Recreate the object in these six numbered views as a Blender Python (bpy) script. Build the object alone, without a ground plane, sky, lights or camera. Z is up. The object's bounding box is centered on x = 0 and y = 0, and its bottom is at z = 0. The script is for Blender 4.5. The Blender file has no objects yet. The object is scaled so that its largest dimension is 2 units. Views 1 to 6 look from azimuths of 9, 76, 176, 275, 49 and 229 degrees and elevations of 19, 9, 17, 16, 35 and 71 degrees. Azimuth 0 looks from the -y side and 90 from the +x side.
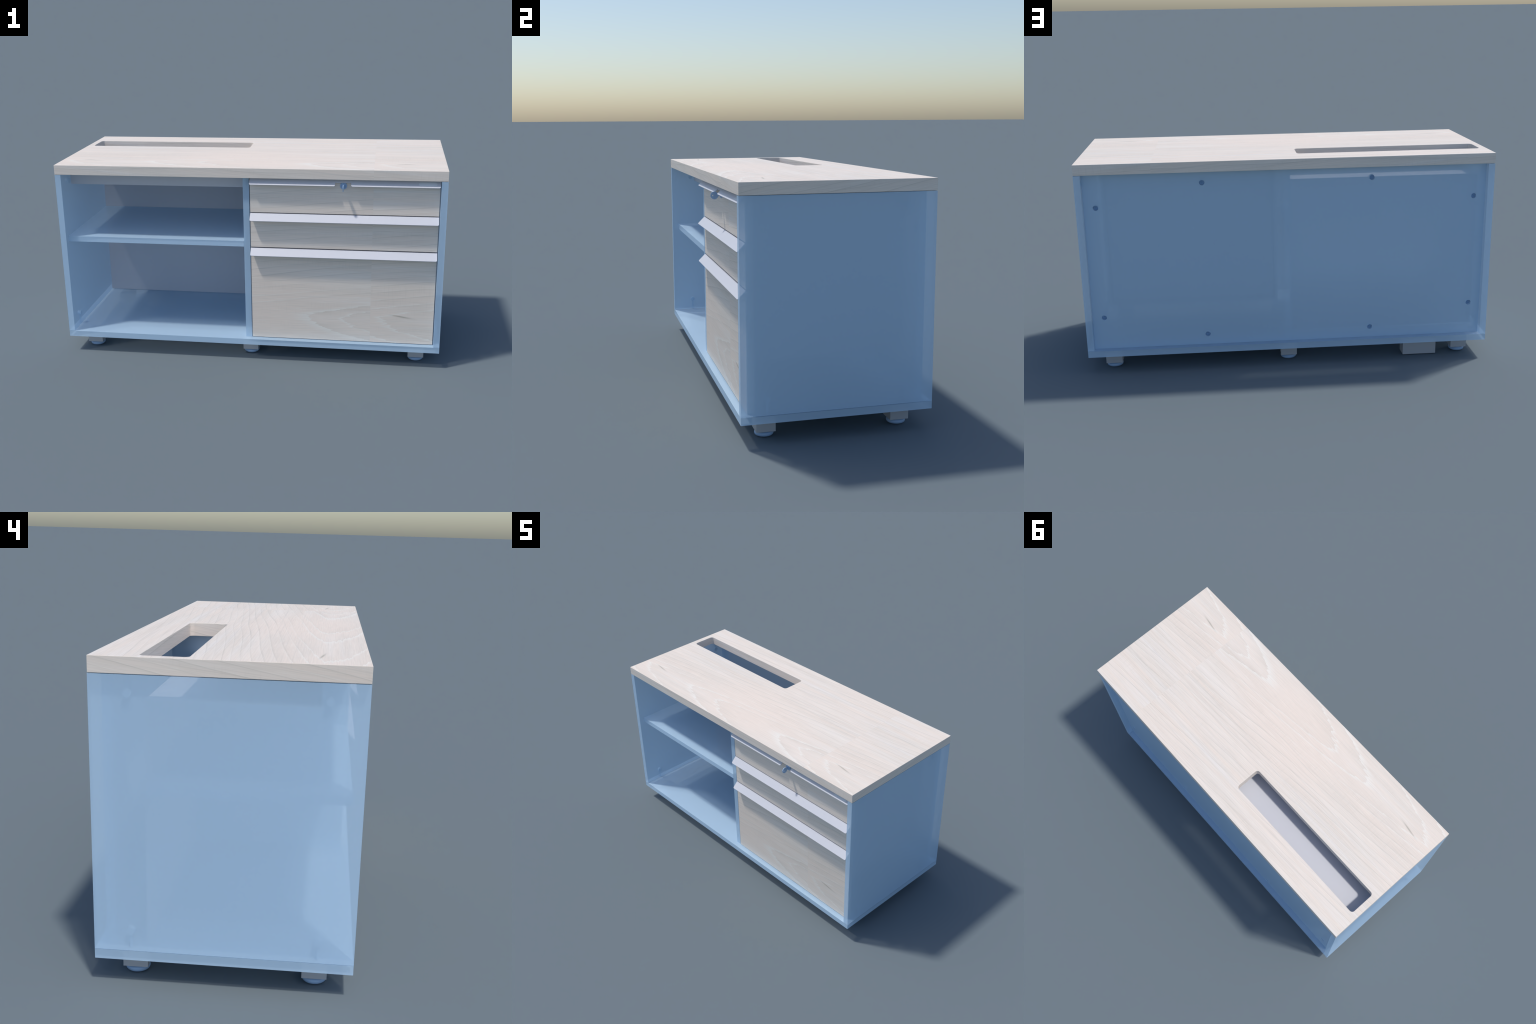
"""Low office sideboard: pale washed-wood top and drawer fronts on a translucent
light-blue carcass, white sheet-metal handles, tray and feet."""
import bpy, bmesh, math
from mathutils import Vector

# ----------------------------------------------------------------- dimensions
HALF = 1.0                      # half length
Y_FRONT, Y_REAR = -0.398, 0.416
PANEL = 0.0312                  # board thickness
Z_BASE, Z_FLOOR = 0.088, 0.1195  # under / upper side of bottom board
Z_TOP0, Z_TOP1 = 0.9984, 1.0488  # table top
Z_CARC = 0.9966                 # top of the upright boards
X_IN = HALF - PANEL             # inner face of the side boards
Y_DRAWER = -0.3660              # face of the drawers
Y_LIP = -0.3675                 # upper edge of the handle lips
DX0, DX1 = 0.0205, 0.9645       # drawer width
GAP = 0.0008

# ----------------------------------------------------------------- node helpers
class Nodes:
    def __init__(self, name):
        self.mat = bpy.data.materials.new(name)
        self.mat.use_nodes = True
        self.t = self.mat.node_tree
        self.bsdf = self.t.nodes["Principled BSDF"]
        self.out = self.t.nodes["Material Output"]

    def add(self, kind, **props):
        n = self.t.nodes.new(kind)
        for k, v in props.items():
            setattr(n, k, v)
        return n

    def put(self, sock, v):
        if isinstance(v, bpy.types.NodeSocket):
            self.t.links.new(v, sock)
        elif v is not None:
            sock.default_value = v

    def math(self, op, a, b=None, c=None, clamp=False):
        n = self.add("ShaderNodeMath", operation=op, use_clamp=clamp)
        for i, v in enumerate((a, b, c)):
            if v is not None:
                self.put(n.inputs[i], v)
        return n.outputs[0]

    def xyz(self, x, y, z=0.0):
        n = self.add("ShaderNodeCombineXYZ")
        for i, v in enumerate((x, y, z)):
            self.put(n.inputs[i], v)
        return n.outputs[0]

    def noise(self, vec, scale, detail=2.0, rough=0.5):
        n = self.add("ShaderNodeTexNoise")
        self.put(n.inputs["Vector"], vec)
        n.inputs["Scale"].default_value = scale
        n.inputs["Detail"].default_value = detail
        n.inputs["Roughness"].default_value = rough
        return n.outputs["Fac"]

    def mixf(self, f, a, b):
        n = self.add("ShaderNodeMix", data_type="FLOAT")
        self.put(n.inputs[0], f); self.put(n.inputs[2], a); self.put(n.inputs[3], b)
        return n.outputs[0]

    def mixc(self, f, a, b, blend="MIX"):
        n = self.add("ShaderNodeMix", data_type="RGBA", blend_type=blend)
        self.put(n.inputs[0], f)
        for i, v in ((6, a), (7, b)):
            self.put(n.inputs[i], (*v, 1.0) if isinstance(v, tuple) else v)
        return n.outputs[2]

    def ramp(self, f, stops, interp="LINEAR"):
        n = self.add("ShaderNodeValToRGB")
        n.color_ramp.interpolation = interp
        e = n.color_ramp.elements
        while len(e) < len(stops):
            e.new(0.5)
        for el, (p, c) in zip(e, stops):
            el.position = p
            el.color = (c, c, c, 1) if isinstance(c, float) else (*c, 1)
        self.put(n.inputs[0], f)
        return n.outputs[0]

# ----------------------------------------------------------------- materials
def wood(name, kind):
    """Washed walnut veneer, printed in tiles 1.64 m long.
    s runs along the grain, t across it; growth rings are arches about t = -0.266."""
    N = Nodes(name)
    tc = N.add("ShaderNodeTexCoord")
    sep = N.add("ShaderNodeSeparateXYZ"); N.put(sep.inputs[0], tc.outputs["Object"])
    X, Y, Z = sep.outputs
    if kind == "top":
        nrm = N.add("ShaderNodeSeparateXYZ"); N.put(nrm.inputs[0], tc.outputs["Normal"])
        ex = N.math("GREATER_THAN", N.math("ABSOLUTE", nrm.outputs[0]), 0.6)
        ey = N.math("GREATER_THAN", N.math("ABSOLUTE", nrm.outputs[1]), 0.6)
        edge_t_y = N.math("ADD", N.math("MULTIPLY_ADD", X, 0.10, 0.10), Z)
        edge_t_x = N.math("ADD", N.math("MULTIPLY_ADD", Y, -0.13, 0.12), Z)
        s = N.mixf(ex, X, Y)
        t = N.mixf(ex, N.mixf(ey, Y, N.math("SUBTRACT", edge_t_y, 0.95)),
                   N.math("SUBTRACT", edge_t_x, 0.95))
    else:
        s, t = X, N.math("SUBTRACT", Z, 0.526)
    tile = N.math("ADD", s, 1.0)
    s = N.math("SUBTRACT", N.math("FLOORED_MODULO", tile, 1.6415), 1.0)

    # rings
    broad = N.noise(N.xyz(N.math("MULTIPLY", s, 0.6), N.math("MULTIPLY", t, 3.0)), 1.6, 1.0)
    fine = N.noise(N.xyz(N.math("MULTIPLY", s, 6.0), N.math("MULTIPLY", t, 30.0)), 1.5, 3.0)
    jag = N.noise(N.xyz(N.math("MULTIPLY", s, 3.0), N.math("MULTIPLY", t, 90.0)), 1.0, 2.0)
    A = N.math("ADD", t, 0.266)
    A = N.math("ADD", A, N.math("MULTIPLY", N.math("SUBTRACT", broad, 0.5), 0.055))
    A = N.math("ADD", A, N.math("MULTIPLY", N.math("SUBTRACT", fine, 0.5), 0.003))
    up = N.math("POWER", N.math("MAXIMUM", A, 0.0), 1.3)
    dn = N.math("POWER", N.math("MAXIMUM", N.math("MULTIPLY", A, -1.0), 0.0), 2.0)
    xe = N.math("SUBTRACT", N.math("SUBTRACT", s, N.math("MULTIPLY", up, 11.0)), N.math("MULTIPLY", dn, 17.0))
    straight = N.ramp(N.math("MULTIPLY", A, 4.0, clamp=True), [(0.12, 0.0), (0.55, 1.0)])
    jag = N.math("MULTIPLY", N.math("SUBTRACT", jag, 0.5), N.mixf(straight, 0.13, 0.006))
    xe = N.math("ADD", xe, jag)
    # unequal spacing of the arch tips
    corr = N.ramp(N.math("MULTIPLY_ADD", xe, 1 / 1.9, 1.2 / 1.9),
                  [(0.0, 0.85), (0.137, 0.95), (0.374, 0.592), (0.503, 0.726), (0.80, 0.095), (0.897, 0.371)])
    corr = N.math("MULTIPLY_ADD", corr, 1.4, -1.2)
    ph = N.math("ADD", N.math("DIVIDE", xe, 0.30), corr)
    fr = N.math("FRACT", ph)
    idx = N.math("FLOOR", ph)
    wn = N.add("ShaderNodeTexWhiteNoise", noise_dimensions="1D"); N.put(wn.inputs["W"], idx)
    strength = N.math("MULTIPLY_ADD", wn.outputs["Value"], 0.8, 0.35)
    # white latewood line, then a darker inner edge that fades out
    dark_arch = N.ramp(fr, [(0.0, 0.9), (0.05, 0.6), (0.30, 0.25), (0.7, 0.0), (1.0, 0.0)])
    dark_line = N.ramp(fr, [(0.0, 1.0), (0.07, 1.0), (0.17, 0.25), (0.45, 0.1), (0.9, 0.0)])
    dark = N.mixf(straight, dark_arch, dark_line)
    pale = N.ramp(fr, [(0.0, 0.0), (0.84, 0.0), (0.94, 0.7), (0.98, 1.0), (1.0, 0.9)])
    pale = N.math("MULTIPLY", pale, N.mixf(straight, 1.0, 0.3))
    dark = N.math("MULTIPLY", dark, strength)
    # fade lines in and out along the grain
    life = N.noise(N.xyz(N.math("MULTIPLY", s, 1.5), N.math("MULTIPLY", t, 18.0)), 1.0, 1.0)
    life = N.ramp(life, [(0.3, 0.25), (0.62, 1.0)])
    dark = N.math("MULTIPLY", dark, life)

    # colours
    band = N.noise(N.xyz(N.math("MULTIPLY", s, 0.35), N.math("MULTIPLY", t, 9.0)), 1.3, 2.0)
    patch = N.noise(N.xyz(N.math("MULTIPLY", s, 1.4), N.math("MULTIPLY", t, 4.0), 3.7), 1.0, 1.0)
    col = N.mixc(N.ramp(band, [(0.34, 0.0), (0.66, 1.0)]), (0.785, 0.703, 0.618), (0.888, 0.806, 0.722))
    # narrow lengthwise bands, rosy against grey-white
    band2 = N.noise(N.xyz(N.math("MULTIPLY", s, 0.30), N.math("MULTIPLY", t, 24.0), 9.0), 1.0, 2.0, 0.55)
    col = N.mixc(N.ramp(band2, [(0.50, 0.0), (0.66, 0.6)]), col, (0.885, 0.758, 0.652))
    col = N.mixc(N.ramp(band2, [(0.34, 0.7), (0.48, 0.0)]), col, (0.868, 0.812, 0.758))
    # rosy heart of the arches
    rx = N.math("POWER", N.math("MULTIPLY", N.math("SUBTRACT", s, 0.0), 2.4), 2.0)
    ry = N.math("POWER", N.math("MULTIPLY", N.math("ADD", t, 0.19), 5.0), 2.0)
    rosy = N.math("EXPONENT", N.math("MULTIPLY", N.math("ADD", rx, ry), -1.0))
    rosy = N.math("ADD", N.math("MULTIPLY", rosy, 0.85), N.ramp(patch, [(0.42, 0.0), (0.68, 0.65)]), clamp=True)
    col = N.mixc(rosy, col, (0.895, 0.770, 0.668))
    col = N.mixc(N.math("MULTIPLY", dark, 0.44), col, (0.522, 0.474, 0.405))
    col = N.mixc(N.math("MULTIPLY", pale, 0.80), col, (0.914, 0.865, 0.786))
    # fibres
    fib = N.noise(N.xyz(N.math("MULTIPLY", s, 6.0), N.math("MULTIPLY", t, 260.0)), 1.0, 3.0, 0.6)
    col = N.mixc(N.ramp(fib, [(0.42, 0.0), (0.70, 0.28)]), col, (0.585, 0.530, 0.458))
    fib2 = N.noise(N.xyz(N.math("MULTIPLY", s, 9.0), N.math("MULTIPLY", t, 170.0), 5.0), 1.0, 2.0, 0.6)
    col = N.mixc(N.ramp(fib2, [(0.55, 0.0), (0.75, 0.35)]), col, (0.920, 0.870, 0.786))
    thin = N.noise(N.xyz(N.math("MULTIPLY", s, 1.1), N.math("MULTIPLY", t, 120.0), 2.0), 1.0, 1.0)
    thin = N.math("MULTIPLY", N.ramp(thin, [(0.60, 0.0), (0.70, 1.0)]), N.mixf(straight, 0.15, 1.0))
    col = N.mixc(N.math("MULTIPLY", thin, 0.20), col, (0.55, 0.50, 0.45))
    # cross flecks in the quarter-sawn bands
    fl = N.noise(N.xyz(N.math("MULTIPLY", s, 150.0), N.math("MULTIPLY", t, 14.0), 1.0), 1.0, 1.0)
    flm = N.math("MULTIPLY", N.ramp(fl, [(0.55, 0.0), (0.72, 1.0)]), N.ramp(band, [(0.40, 0.55), (0.55, 0.0)]))
    col = N.mixc(N.math("MULTIPLY", flm, 0.16), col, (0.522, 0.484, 0.415))
    # dark slanted knot streak
    ks, kt = N.math("ADD", s, 0.840), N.math("ADD", t, 0.2555)
    ku = N.math("MULTIPLY", ks, 22.0)
    kv = N.math("MULTIPLY", N.math("MULTIPLY_ADD", ks, 0.150, kt), 260.0)
    kd = N.math("ADD", N.math("MULTIPLY", ku, ku), N.math("MULTIPLY", kv, kv))
    knot = N.math("EXPONENT", N.math("MULTIPLY", kd, -1.0))
    col = N.mixc(N.math("MULTIPLY", knot, 0.85), col, (0.439, 0.397, 0.328))
    N.put(N.bsdf.inputs["Base Color"], col)
    N.bsdf.inputs["Roughness"].default_value = 0.55
    N.bsdf.inputs["Specular IOR Level"].default_value = 0.25
    b = N.add("ShaderNodeBump")
    b.inputs["Strength"].default_value = 0.06
    b.inputs["Distance"].default_value = 0.002
    N.put(b.inputs["Height"], fib)
    N.put(N.bsdf.inputs["Normal"], b.outputs[0])
    return N.mat


def plain(name, colour, rough=0.5, spec=0.3, alpha=1.0, grain=0.012):
    N = Nodes(name)
    tc = N.add("ShaderNodeTexCoord")
    n = N.noise(tc.outputs["Object"], 60.0, 2.0)
    lo = tuple(c * (1 - grain) for c in colour)
    hi = tuple(c * (1 + grain) for c in colour)
    N.put(N.bsdf.inputs["Base Color"], N.mixc(n, lo, hi))
    N.bsdf.inputs["Roughness"].default_value = rough
    N.bsdf.inputs["Specular IOR Level"].default_value = spec
    if alpha < 1.0:      # translucent tinted board: part of the light goes straight through
        tr = N.add("ShaderNodeBsdfTransparent")
        mx = N.add("ShaderNodeMixShader")
        mx.inputs[0].default_value = alpha
        N.t.links.new(tr.outputs[0], mx.inputs[1])
        N.t.links.new(N.bsdf.outputs[0], mx.inputs[2])
        N.t.links.new(mx.outputs[0], N.out.inputs["Surface"])
    return N.mat


WOOD_TOP = wood("washed_wood_top", "top")
WOOD_FRONT = wood("washed_wood_front", "front")
BLUE_RGB = (0.59, 0.80, 1.0)
BLUE = plain("translucent_blue_board", BLUE_RGB, 0.45, 0.5, alpha=0.58)
BLUE_SOLID = plain("blue_moulded_part", (0.38, 0.55, 0.78), 0.4, 0.5, alpha=0.9)
BLUE_PLUG = plain("blue_cam_plug", (0.30, 0.46, 0.68), 0.5, 0.3)
WHITE = plain("white_sheet_metal", (0.625, 0.635, 0.69), 0.45, 0.3)
GREY = plain("pale_grey_foot", (0.50, 0.505, 0.525), 0.5, 0.3)
LABEL = plain("clear_blue_label", (0.80, 0.85, 0.90), 0.4, 0.3, alpha=0.85)

# ----------------------------------------------------------------- geometry helpers
def link(name, mesh, mat, parent, smooth=False):
    o = bpy.data.objects.new(name, mesh)
    bpy.context.scene.collection.objects.link(o)
    o.parent = parent
    if mat:
        mesh.materials.append(mat)
    if smooth:
        mesh.shade_smooth()
    return o

def bevel_all(bm, w, seg=2, angle=30):
    es = [e for e in bm.edges if len(e.link_faces) == 2 and e.calc_face_angle(0) > math.radians(angle)]
    bmesh.ops.bevel(bm, geom=es, offset=w, segments=seg, profile=0.5, affect="EDGES", clamp_overlap=True)

def finish(bm, name):
    bmesh.ops.recalc_face_normals(bm, faces=bm.faces)
    me = bpy.data.meshes.new(name)
    bm.to_mesh(me); bm.free()
    return me

def box(name, x, y, z, mat, parent, bev=0.0012, seg=2):
    bm = bmesh.new()
    vs = [bm.verts.new((a, b, c)) for c in z for b in y for a in x]
    for f in ((0, 2, 3, 1), (4, 5, 7, 6), (0, 1, 5, 4), (2, 6, 7, 3), (0, 4, 6, 2), (1, 3, 7, 5)):
        bm.faces.new([vs[i] for i in f])
    if bev:
        bevel_all(bm, bev, seg)
    return link(name, finish(bm, name), mat, parent)

def prism(bm, outline, axis, a, b):
    """Extrude a closed 2D outline along an axis from a to b."""
    def p(u, v, w):
        return {"x": (w, u, v), "y": (u, w, v), "z": (u, v, w)}[axis]
    lo = [bm.verts.new(p(u, v, a)) for u, v in outline]
    hi = [bm.verts.new(p(u, v, b)) for u, v in outline]
    n = len(outline)
    bm.faces.new(lo[::-1]); bm.faces.new(hi)
    for i in range(n):
        j = (i + 1) % n
        bm.faces.new((lo[i], lo[j], hi[j], hi[i]))

def rounded_rect(x0, x1, y0, y1, r, n=8):
    pts = []
    for cx, cy, a0 in ((x1 - r, y0 + r, -90), (x1 - r, y1 - r, 0), (x0 + r, y1 - r, 90), (x0 + r, y0 + r, 180)):
        for i in range(n + 1):
            a = math.radians(a0 + 90 * i / n)
            pts.append((cx + r * math.cos(a), cy + r * math.sin(a)))
    return pts

def lathe(bm, profile, centre, axis="z", n=40):
    """Revolve (radius, height) pairs about an axis through centre; closes at radius 0."""
    rings = []
    for r, h in profile:
        ring = []
        for i in range(n if r > 0 else 1):
            a = math.tau * i / n
            u, v = r * math.cos(a), r * math.sin(a)
            d = {"z": (u, v, h), "x": (h, u, v), "y": (u, h, v)}[axis]
            ring.append(bm.verts.new(Vector(centre) + Vector(d)))
        rings.append(ring)
    for p, q in zip(rings, rings[1:]):
        for i in range(n):
            j = (i + 1) % n
            f = [p[i % len(p)], p[j % len(p)], q[j % len(q)], q[i % len(q)]]
            f = list(dict.fromkeys(f))
            if len(f) > 2:
                bm.faces.new(f)

# ----------------------------------------------------------------- the thing
root = bpy.data.objects.new("office_sideboard", None)
bpy.context.scene.collection.objects.link(root)
root["label"] = "low sideboard with blue translucent carcass, wood top and drawers"
root["category"] = "sideboard"

# table top with a rounded cable slot
SLOT = (-0.9653, -0.0572, 0.1252, 0.2730)
def build_top():
    bm = bmesh.new()
    hole = rounded_rect(*SLOT, 0.017)
    outer = [(-HALF, Y_FRONT), (HALF, Y_FRONT), (HALF, Y_REAR), (-HALF, Y_REAR)]
    loops = []
    for z in (Z_TOP0, Z_TOP1):
        o = [bm.verts.new((*p, z)) for p in outer]
        h = [bm.verts.new((*p, z)) for p in hole]
        es = [bm.edges.new((l[i], l[(i + 1) % len(l)])) for l in (o, h) for i in range(len(l))]
        bmesh.ops.triangle_fill(bm, edges=es, use_beauty=True)
        loops.append((o, h))
    for a, b in zip(loops[0], loops[1]):
        for i in range(len(a)):
            j = (i + 1) % len(a)
            bm.faces.new((a[i], a[j], b[j], b[i]))
    bmesh.ops.recalc_face_normals(bm, faces=bm.faces)
    bmesh.ops.dissolve_limit(bm, angle_limit=0.01, verts=bm.verts, edges=bm.edges)
    bevel_all(bm, 0.0012, 2, 60)
    return finish(bm, "tabletop")
link("tabletop", build_top(), WOOD_TOP, root)

# carcass boards
side_l = box("side_panel", (-HALF + 0.0002, -X_IN), (Y_FRONT, Y_REAR), (Z_FLOOR + 0.0016, Z_CARC), BLUE, root, 0.0022)
side_r = box("side_panel", (X_IN, HALF - 0.0002), (Y_FRONT, Y_REAR), (Z_FLOOR + 0.0016, Z_CARC), BLUE, root, 0.0022)
box("bottom_panel", (-HALF + 0.0002, HALF - 0.0002), (Y_FRONT, Y_REAR), (Z_BASE, Z_FLOOR), BLUE, root, 0.0018)
Y_BACK0, Y_BACK1 = 0.3540, 0.3840
back = box("back_panel", (-X_IN + GAP, X_IN - GAP), (Y_BACK0, Y_BACK1), (Z_FLOOR + GAP, Z_CARC), BLUE, root)
div = box("divider_panel", (-0.0158, 0.0157), (-0.3650, Y_BACK0 - GAP), (Z_FLOOR + GAP, Z_CARC), BLUE, root)
Y_CHASE = 0.2530
box("shelf", (-X_IN + GAP, -0.0158 - GAP), (-0.3652, Y_CHASE - 0.001), (0.6274, 0.6569), BLUE, root)

# connector fittings: cam disc sunk in the board with a pin into the next board
def connector(parent, x_face, y, z, up, inward):
    bm = bmesh.new()
    s = inward
    lathe(bm, [(0, -0.018 * s), (0.0125, -0.018 * s), (0.0125, 0.0005 * s), (0.0115, 0.0012 * s), (0, 0.0012 * s)],
          (x_face, y, z), "x", 28)
    z0, z1 = (z + 0.0128, Z_CARC - 0.002) if up else (Z_FLOOR + 0.003, z - 0.0128)
    lathe(bm, [(0, z0), (0.0042, z0), (0.0042, z1), (0, z1)], (x_face - 0.009 * s, y, 0), "z", 16)
    return link("connector_fitting", finish(bm, "connector_fitting"), BLUE, parent)
for y in (-0.285, 0.304):
    for up, z in ((True, 0.940), (False, 0.181)):
        connector(side_l, -X_IN, y, z, up, 1)
        connector(side_r, X_IN, y, z, up, -1)

# round fixing holes bored into the back board, with the fitting at the bottom of each
HOLES = [(x, z) for z, xs in ((0.942, (0.408, -0.408)), (0.835, (0.912, -0.912)),
                              (0.2825, (0.912, -0.912)), (0.174, (0.408, -0.408))) for x in xs]
bm = bmesh.new()
for x, z in HOLES:
    lathe(bm, [(0, -0.022), (0.0128, -0.022), (0.0128, 0.01), (0, 0.01)], (x, Y_BACK1, z), "y", 32)
cutter = link("hole_cutter", finish(bm, "hole_cutter"), None, None)
mod = back.modifiers.new("holes", "BOOLEAN")
mod.object, mod.operation, mod.solver = cutter, "DIFFERENCE", "EXACT"
graph = bpy.context.evaluated_depsgraph_get()
bored = bpy.data.meshes.new_from_object(back.evaluated_get(graph))
back.modifiers.clear()
back.data = bored
bpy.data.objects.remove(cutter)
bm = bmesh.new()
lathe(bm, [(0, -0.0215), (0.0124, -0.0215), (0.0124, -0.0180), (0.0118, -0.0175), (0.004, -0.0175), (0.0035, -0.019), (0, -0.019)],
      (0, 0, 0), "y", 28)
plug_mesh = finish(bm, "screw_plug")
plug_mesh.materials.append(BLUE_PLUG)
for x, z in HOLES:
    o = bpy.data.objects.new("screw_plug", plug_mesh)
    bpy.context.scene.collection.objects.link(o)
    o.parent = back
    o.location = (x, Y_BACK1, z)

# white sheet-metal cable tray: lip - plate - drop to the floor, one bent sheet
def build_tray():
    t = 0.002
    y0, y1, z1, zl = -0.2615, Y_CHASE, 0.9180, Z_CARC - 0.001
    prof = [(y0, zl), (y0, z1), (y1, z1), (y1, Z_FLOOR + 0.004), (y1 + t, Z_FLOOR + 0.004), (y1 + t, z1 + t),
            (y0 + t, z1 + t), (y0 + t, zl)]
    bm = bmesh.new()
    prism(bm, prof, "x", -X_IN + 0.0012, -0.0158 - 0.0012)
    return finish(bm, "cable_tray")
link("cable_tray", build_tray(), WHITE, root)

# drawers ------------------------------------------------------------------
def handle_mesh(z_top, notch=None):
    """Bent sheet along the drawer's top edge: short flange, then a 45-degree lip with
    rounded lower corners; optional cut-out for the lock."""
    th = 0.0042
    drop = 0.0322 if not notch else 0.0272
    n0, n1 = Vector((-0.7071, 0.7071)), None
    bm = bmesh.new()
    L = math.hypot(drop, drop)
    r = 0.007
    # outline on the sloped sheet: (x, distance down the slope)
    def arc(cx, cd, a0, a1):
        return [(cx + r * math.cos(math.radians(a0 + (a1 - a0) * i / 6)),
                 cd + r * math.sin(math.radians(a0 + (a1 - a0) * i / 6))) for i in range(7)]
    def lip(xa, xb, d0, round_a=True, round_b=True):
        pts = [(xa, d0)]
        pts += arc(xa + r, L - r, 180, 90) if round_a else [(xa, L)]
        pts += arc(xb - r, L - r, 90, 0) if round_b else [(xb, L)]
        pts.append((xb, d0))
        return pts
    if notch:
        d = notch[2]
        out = lip(DX0, notch[0], 0)[:-1] + [(notch[0], d), (notch[1], d)] + lip(notch[1], DX1, 0)[1:]
    else:
        out = lip(DX0, DX1, 0)
    def at(x, d, k):           # k = 0 outer face, 1 inner face
        y = Y_LIP - d * 0.7071 + k * th * 0.7071
        z = z_top - d * 0.7071 - k * th * 0.7071
        return (x, y, z)
    a = [bm.verts.new(at(x, d, 0)) for x, d in out]
    b = [bm.verts.new(at(x, d, 1)) for x, d in out]
    fa, fb = bm.faces.new(a), bm.faces.new(b[::-1])
    n = len(out)
    for i in range(n):
        j = (i + 1) % n
        bm.faces.new((a[j], a[i], b[i], b[j]))
    # flange resting on the drawer's upper edge
    yb = Y_DRAWER + 0.018
    prism(bm, [(Y_LIP + 0.0003, z_top), (yb, z_top), (yb, z_top - 0.0035), (Y_LIP + 0.0022, z_top - 0.0035)],
          "x", DX0, DX1)
    bmesh.ops.recalc_face_normals(bm, faces=bm.faces)
    bmesh.ops.triangulate(bm, faces=[f for f in bm.faces if len(f.verts) > 4])
    return finish(bm, "handle")

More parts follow.
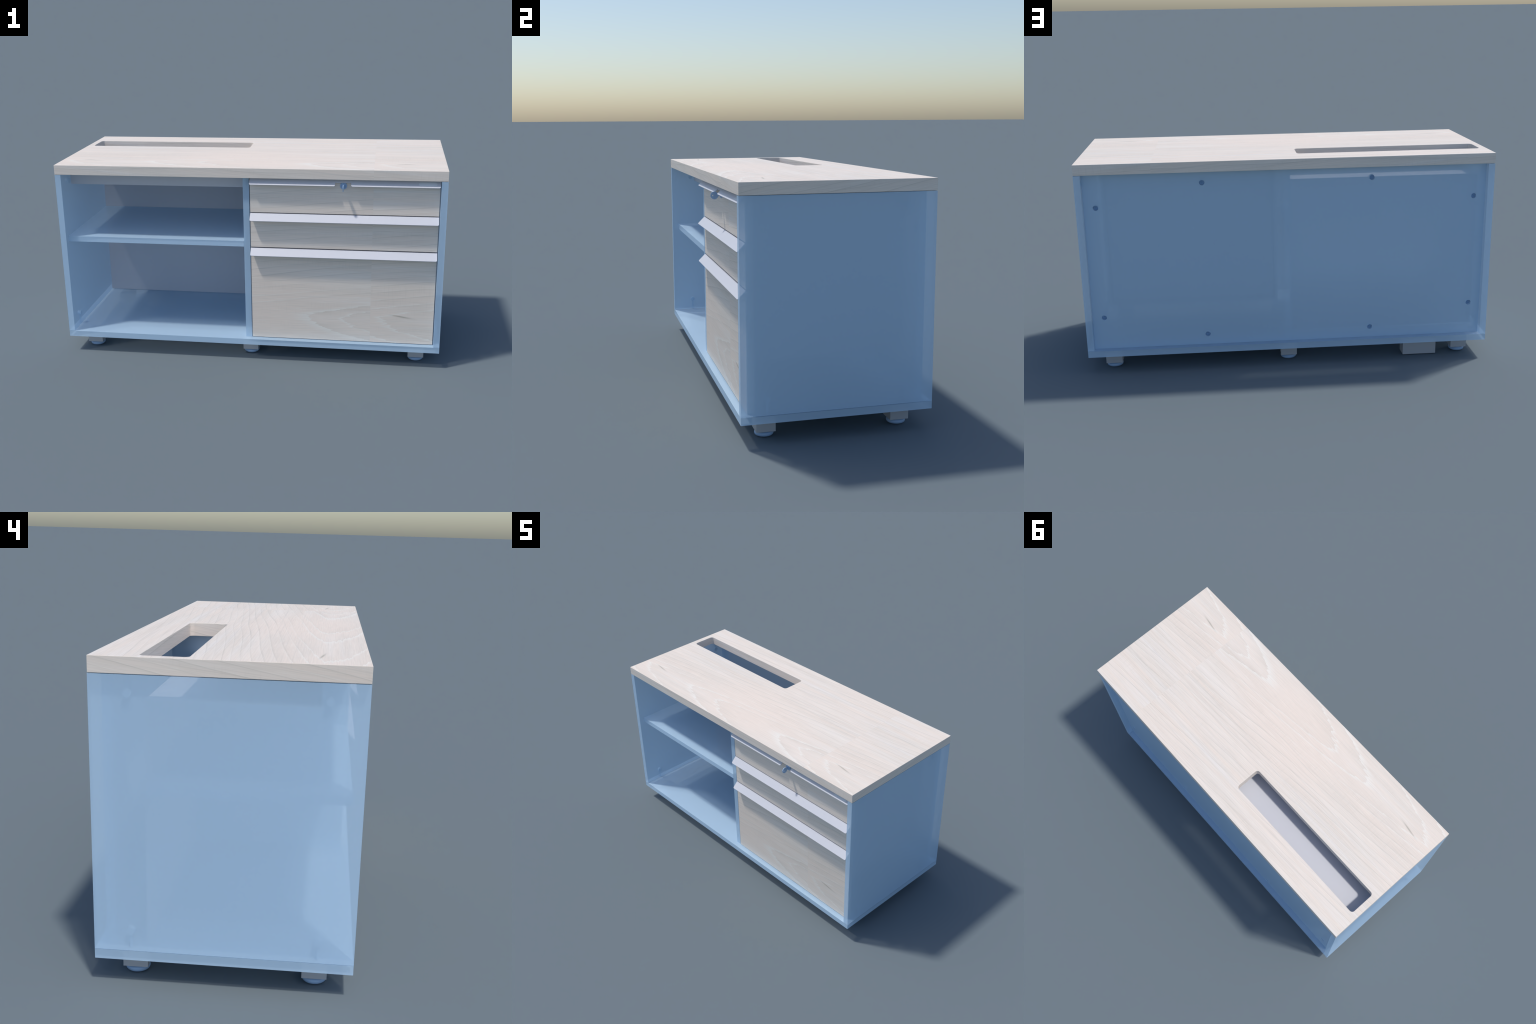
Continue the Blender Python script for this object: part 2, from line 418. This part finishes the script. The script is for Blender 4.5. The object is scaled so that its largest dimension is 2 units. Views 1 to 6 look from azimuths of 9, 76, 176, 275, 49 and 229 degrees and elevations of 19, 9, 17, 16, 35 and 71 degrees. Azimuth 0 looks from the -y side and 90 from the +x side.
Y_BOX = 0.300
DRAWERS = ((0.8142, 0.9925, 0.8105), (0.6286, 0.8093, 0.6245), (0.1226, 0.6226, 0.3330))
for k, (z0, z1, zb) in enumerate(DRAWERS):
    front = box("drawer", (DX0, DX1), (Y_DRAWER, Y_DRAWER + PANEL), (z0, z1 - 0.0038), WOOD_FRONT, root, 0.001)
    notch = (0.4520, 0.5310, 0.0167) if k == 0 else None
    link("handle", handle_mesh(z1, notch), WHITE, front)
    # sheet-metal box behind the front: open tray with walls
    bx = (0.0690, 0.8730); by = (Y_DRAWER + PANEL + 0.001, Y_BOX); bz = (zb, z1 - (0.012, 0.0015, 0.0005)[k])
    w = 0.008
    bm = bmesh.new()
    floor = rounded_rect(bx[0], bx[1], by[0], by[1], 0.004, 3)
    inner = rounded_rect(bx[0] + w, bx[1] - w, by[0] + w, by[1] - w, 0.003, 3)
    n = len(floor)
    rings = [[bm.verts.new((*p, z)) for p in pts] for pts, z in
             ((floor, bz[0]), (floor, bz[1]), (inner, bz[1]), (inner, bz[0] + w))]
    bm.faces.new(rings[0][::-1]); bm.faces.new(rings[3])
    for p, q in zip(rings, rings[1:]):
        for i in range(n):
            j = (i + 1) % n
            bm.faces.new((p[i], p[j], q[j], q[i]))
    link("drawer_box", finish(bm, "drawer_box"), WHITE, front)
    if k:
        continue
    # lock cylinder with key, and the oval label on the handle
    LX, LZ = 0.4928, 0.9615
    bm = bmesh.new()
    lathe(bm, [(0, 0.004), (0.0176, 0.004), (0.0176, -0.0055), (0.0166, -0.0065), (0.0125, -0.0065),
               (0.0115, -0.0050), (0.0105, -0.0050), (0.0100, -0.0062), (0, -0.0062)],
          (LX, Y_DRAWER, LZ), "y", 40)
    link("lock", finish(bm, "lock"), BLUE_SOLID, front)
    bm = bmesh.new()
    cy, cz, R = -0.3993, 0.9560, 0.0172
    bow = []
    for i in range(41):                       # round bow, open towards the shank
        a = math.radians(28 + (360 - 56) * i / 40 - 0)
        bow.append((cy + R * math.cos(a), cz + R * math.sin(a)))
    shank = [(-0.3815, cz - 0.0030), (-0.3680, cz - 0.0030), (-0.3680, cz + 0.0095), (-0.3815, cz + 0.0090)]
    outline = bow + shank
    hole = [(cy - 0.0075 + 0.0030 * math.cos(math.tau * i / 16), cz + 0.0030 * math.sin(math.tau * i / 16)) for i in range(16)]
    sheets = []
    for x in (LX - 0.0016, LX + 0.0016):
        o = [bm.verts.new((x, *p)) for p in outline]
        h = [bm.verts.new((x, *p)) for p in hole]
        es = [bm.edges.new((l[i], l[(i + 1) % len(l)])) for l in (o, h) for i in range(len(l))]
        bmesh.ops.triangle_fill(bm, edges=es, use_beauty=True)
        sheets.append((o, h))
    for a, b in zip(*sheets):
        for i in range(len(a)):
            j = (i + 1) % len(a)
            bm.faces.new((a[i], a[j], b[j], b[i]))
    link("key", finish(bm, "key"), BLUE_SOLID, front)
    bm = bmesh.new()
    pill = rounded_rect(0.8590, 0.9480, 0.0074, 0.0290, 0.0105, 8)
    va, vb = [], []
    for x, d in pill:
        for lst, lift in ((va, 0.0004), (vb, 0.0014)):
            lst.append(bm.verts.new((x, Y_LIP - (d + lift) * 0.7071, z1 - (d - lift) * 0.7071)))
    bm.faces.new(va[::-1]); bm.faces.new(vb)
    for i in range(len(va)):
        j = (i + 1) % len(va)
        bm.faces.new((va[i], va[j], vb[j], vb[i]))
    link("label_plate", finish(bm, "label_plate"), LABEL, front)

# sheet-metal runner frame round the three boxes: two cheeks and a floor
def build_frame():
    x0, x1, z0, z1, w = 0.0530, 0.8890, 0.3170, 0.9800, 0.0125
    prof = [(x0, z1), (x0, z0), (x1, z0), (x1, z1), (x1 - w, z1), (x1 - w, z0 + w), (x0 + w, z0 + w), (x0 + w, z1)]
    bm = bmesh.new()
    prism(bm, prof, "y", Y_DRAWER + PANEL + 0.002, 0.325)
    return finish(bm, "drawer_frame")
link("drawer_frame", build_frame(), WHITE, root)

# feet ----------------------------------------------------------------------
bm = bmesh.new()
lathe(bm, [(0, 0.0), (0.030, 0.0), (0.0345, 0.0012), (0.0385, 0.0045), (0.0405, 0.0095), (0.0400, 0.0140),
           (0.0380, 0.0175), (0.0330, 0.0205), (0.018, 0.0215), (0.010, 0.0218), (0.010, 0.0240), (0, 0.0240)], (0, 0, 0), "z", 48)
glide_mesh = finish(bm, "glide")
glide_mesh.materials.append(BLUE_SOLID)
glide_mesh.shade_smooth()
F = 0.0405
for x in (-0.884, 0.0, 0.884):
    for y in (-0.2778, 0.3035):
        foot = box("foot", (x - F, x + F), (y - F, y + F), (0.0235, Z_BASE - 0.0006), GREY, root, 0.0015)
        g = bpy.data.objects.new("glide", glide_mesh)
        bpy.context.scene.collection.objects.link(g)
        g.parent = foot
        g.location = (x, y, 0)
box("power_box", (-0.7600, -0.5890), (0.2860, 0.3563), (0.0010, Z_BASE - 0.0006), GREY, root, 0.004, 3)
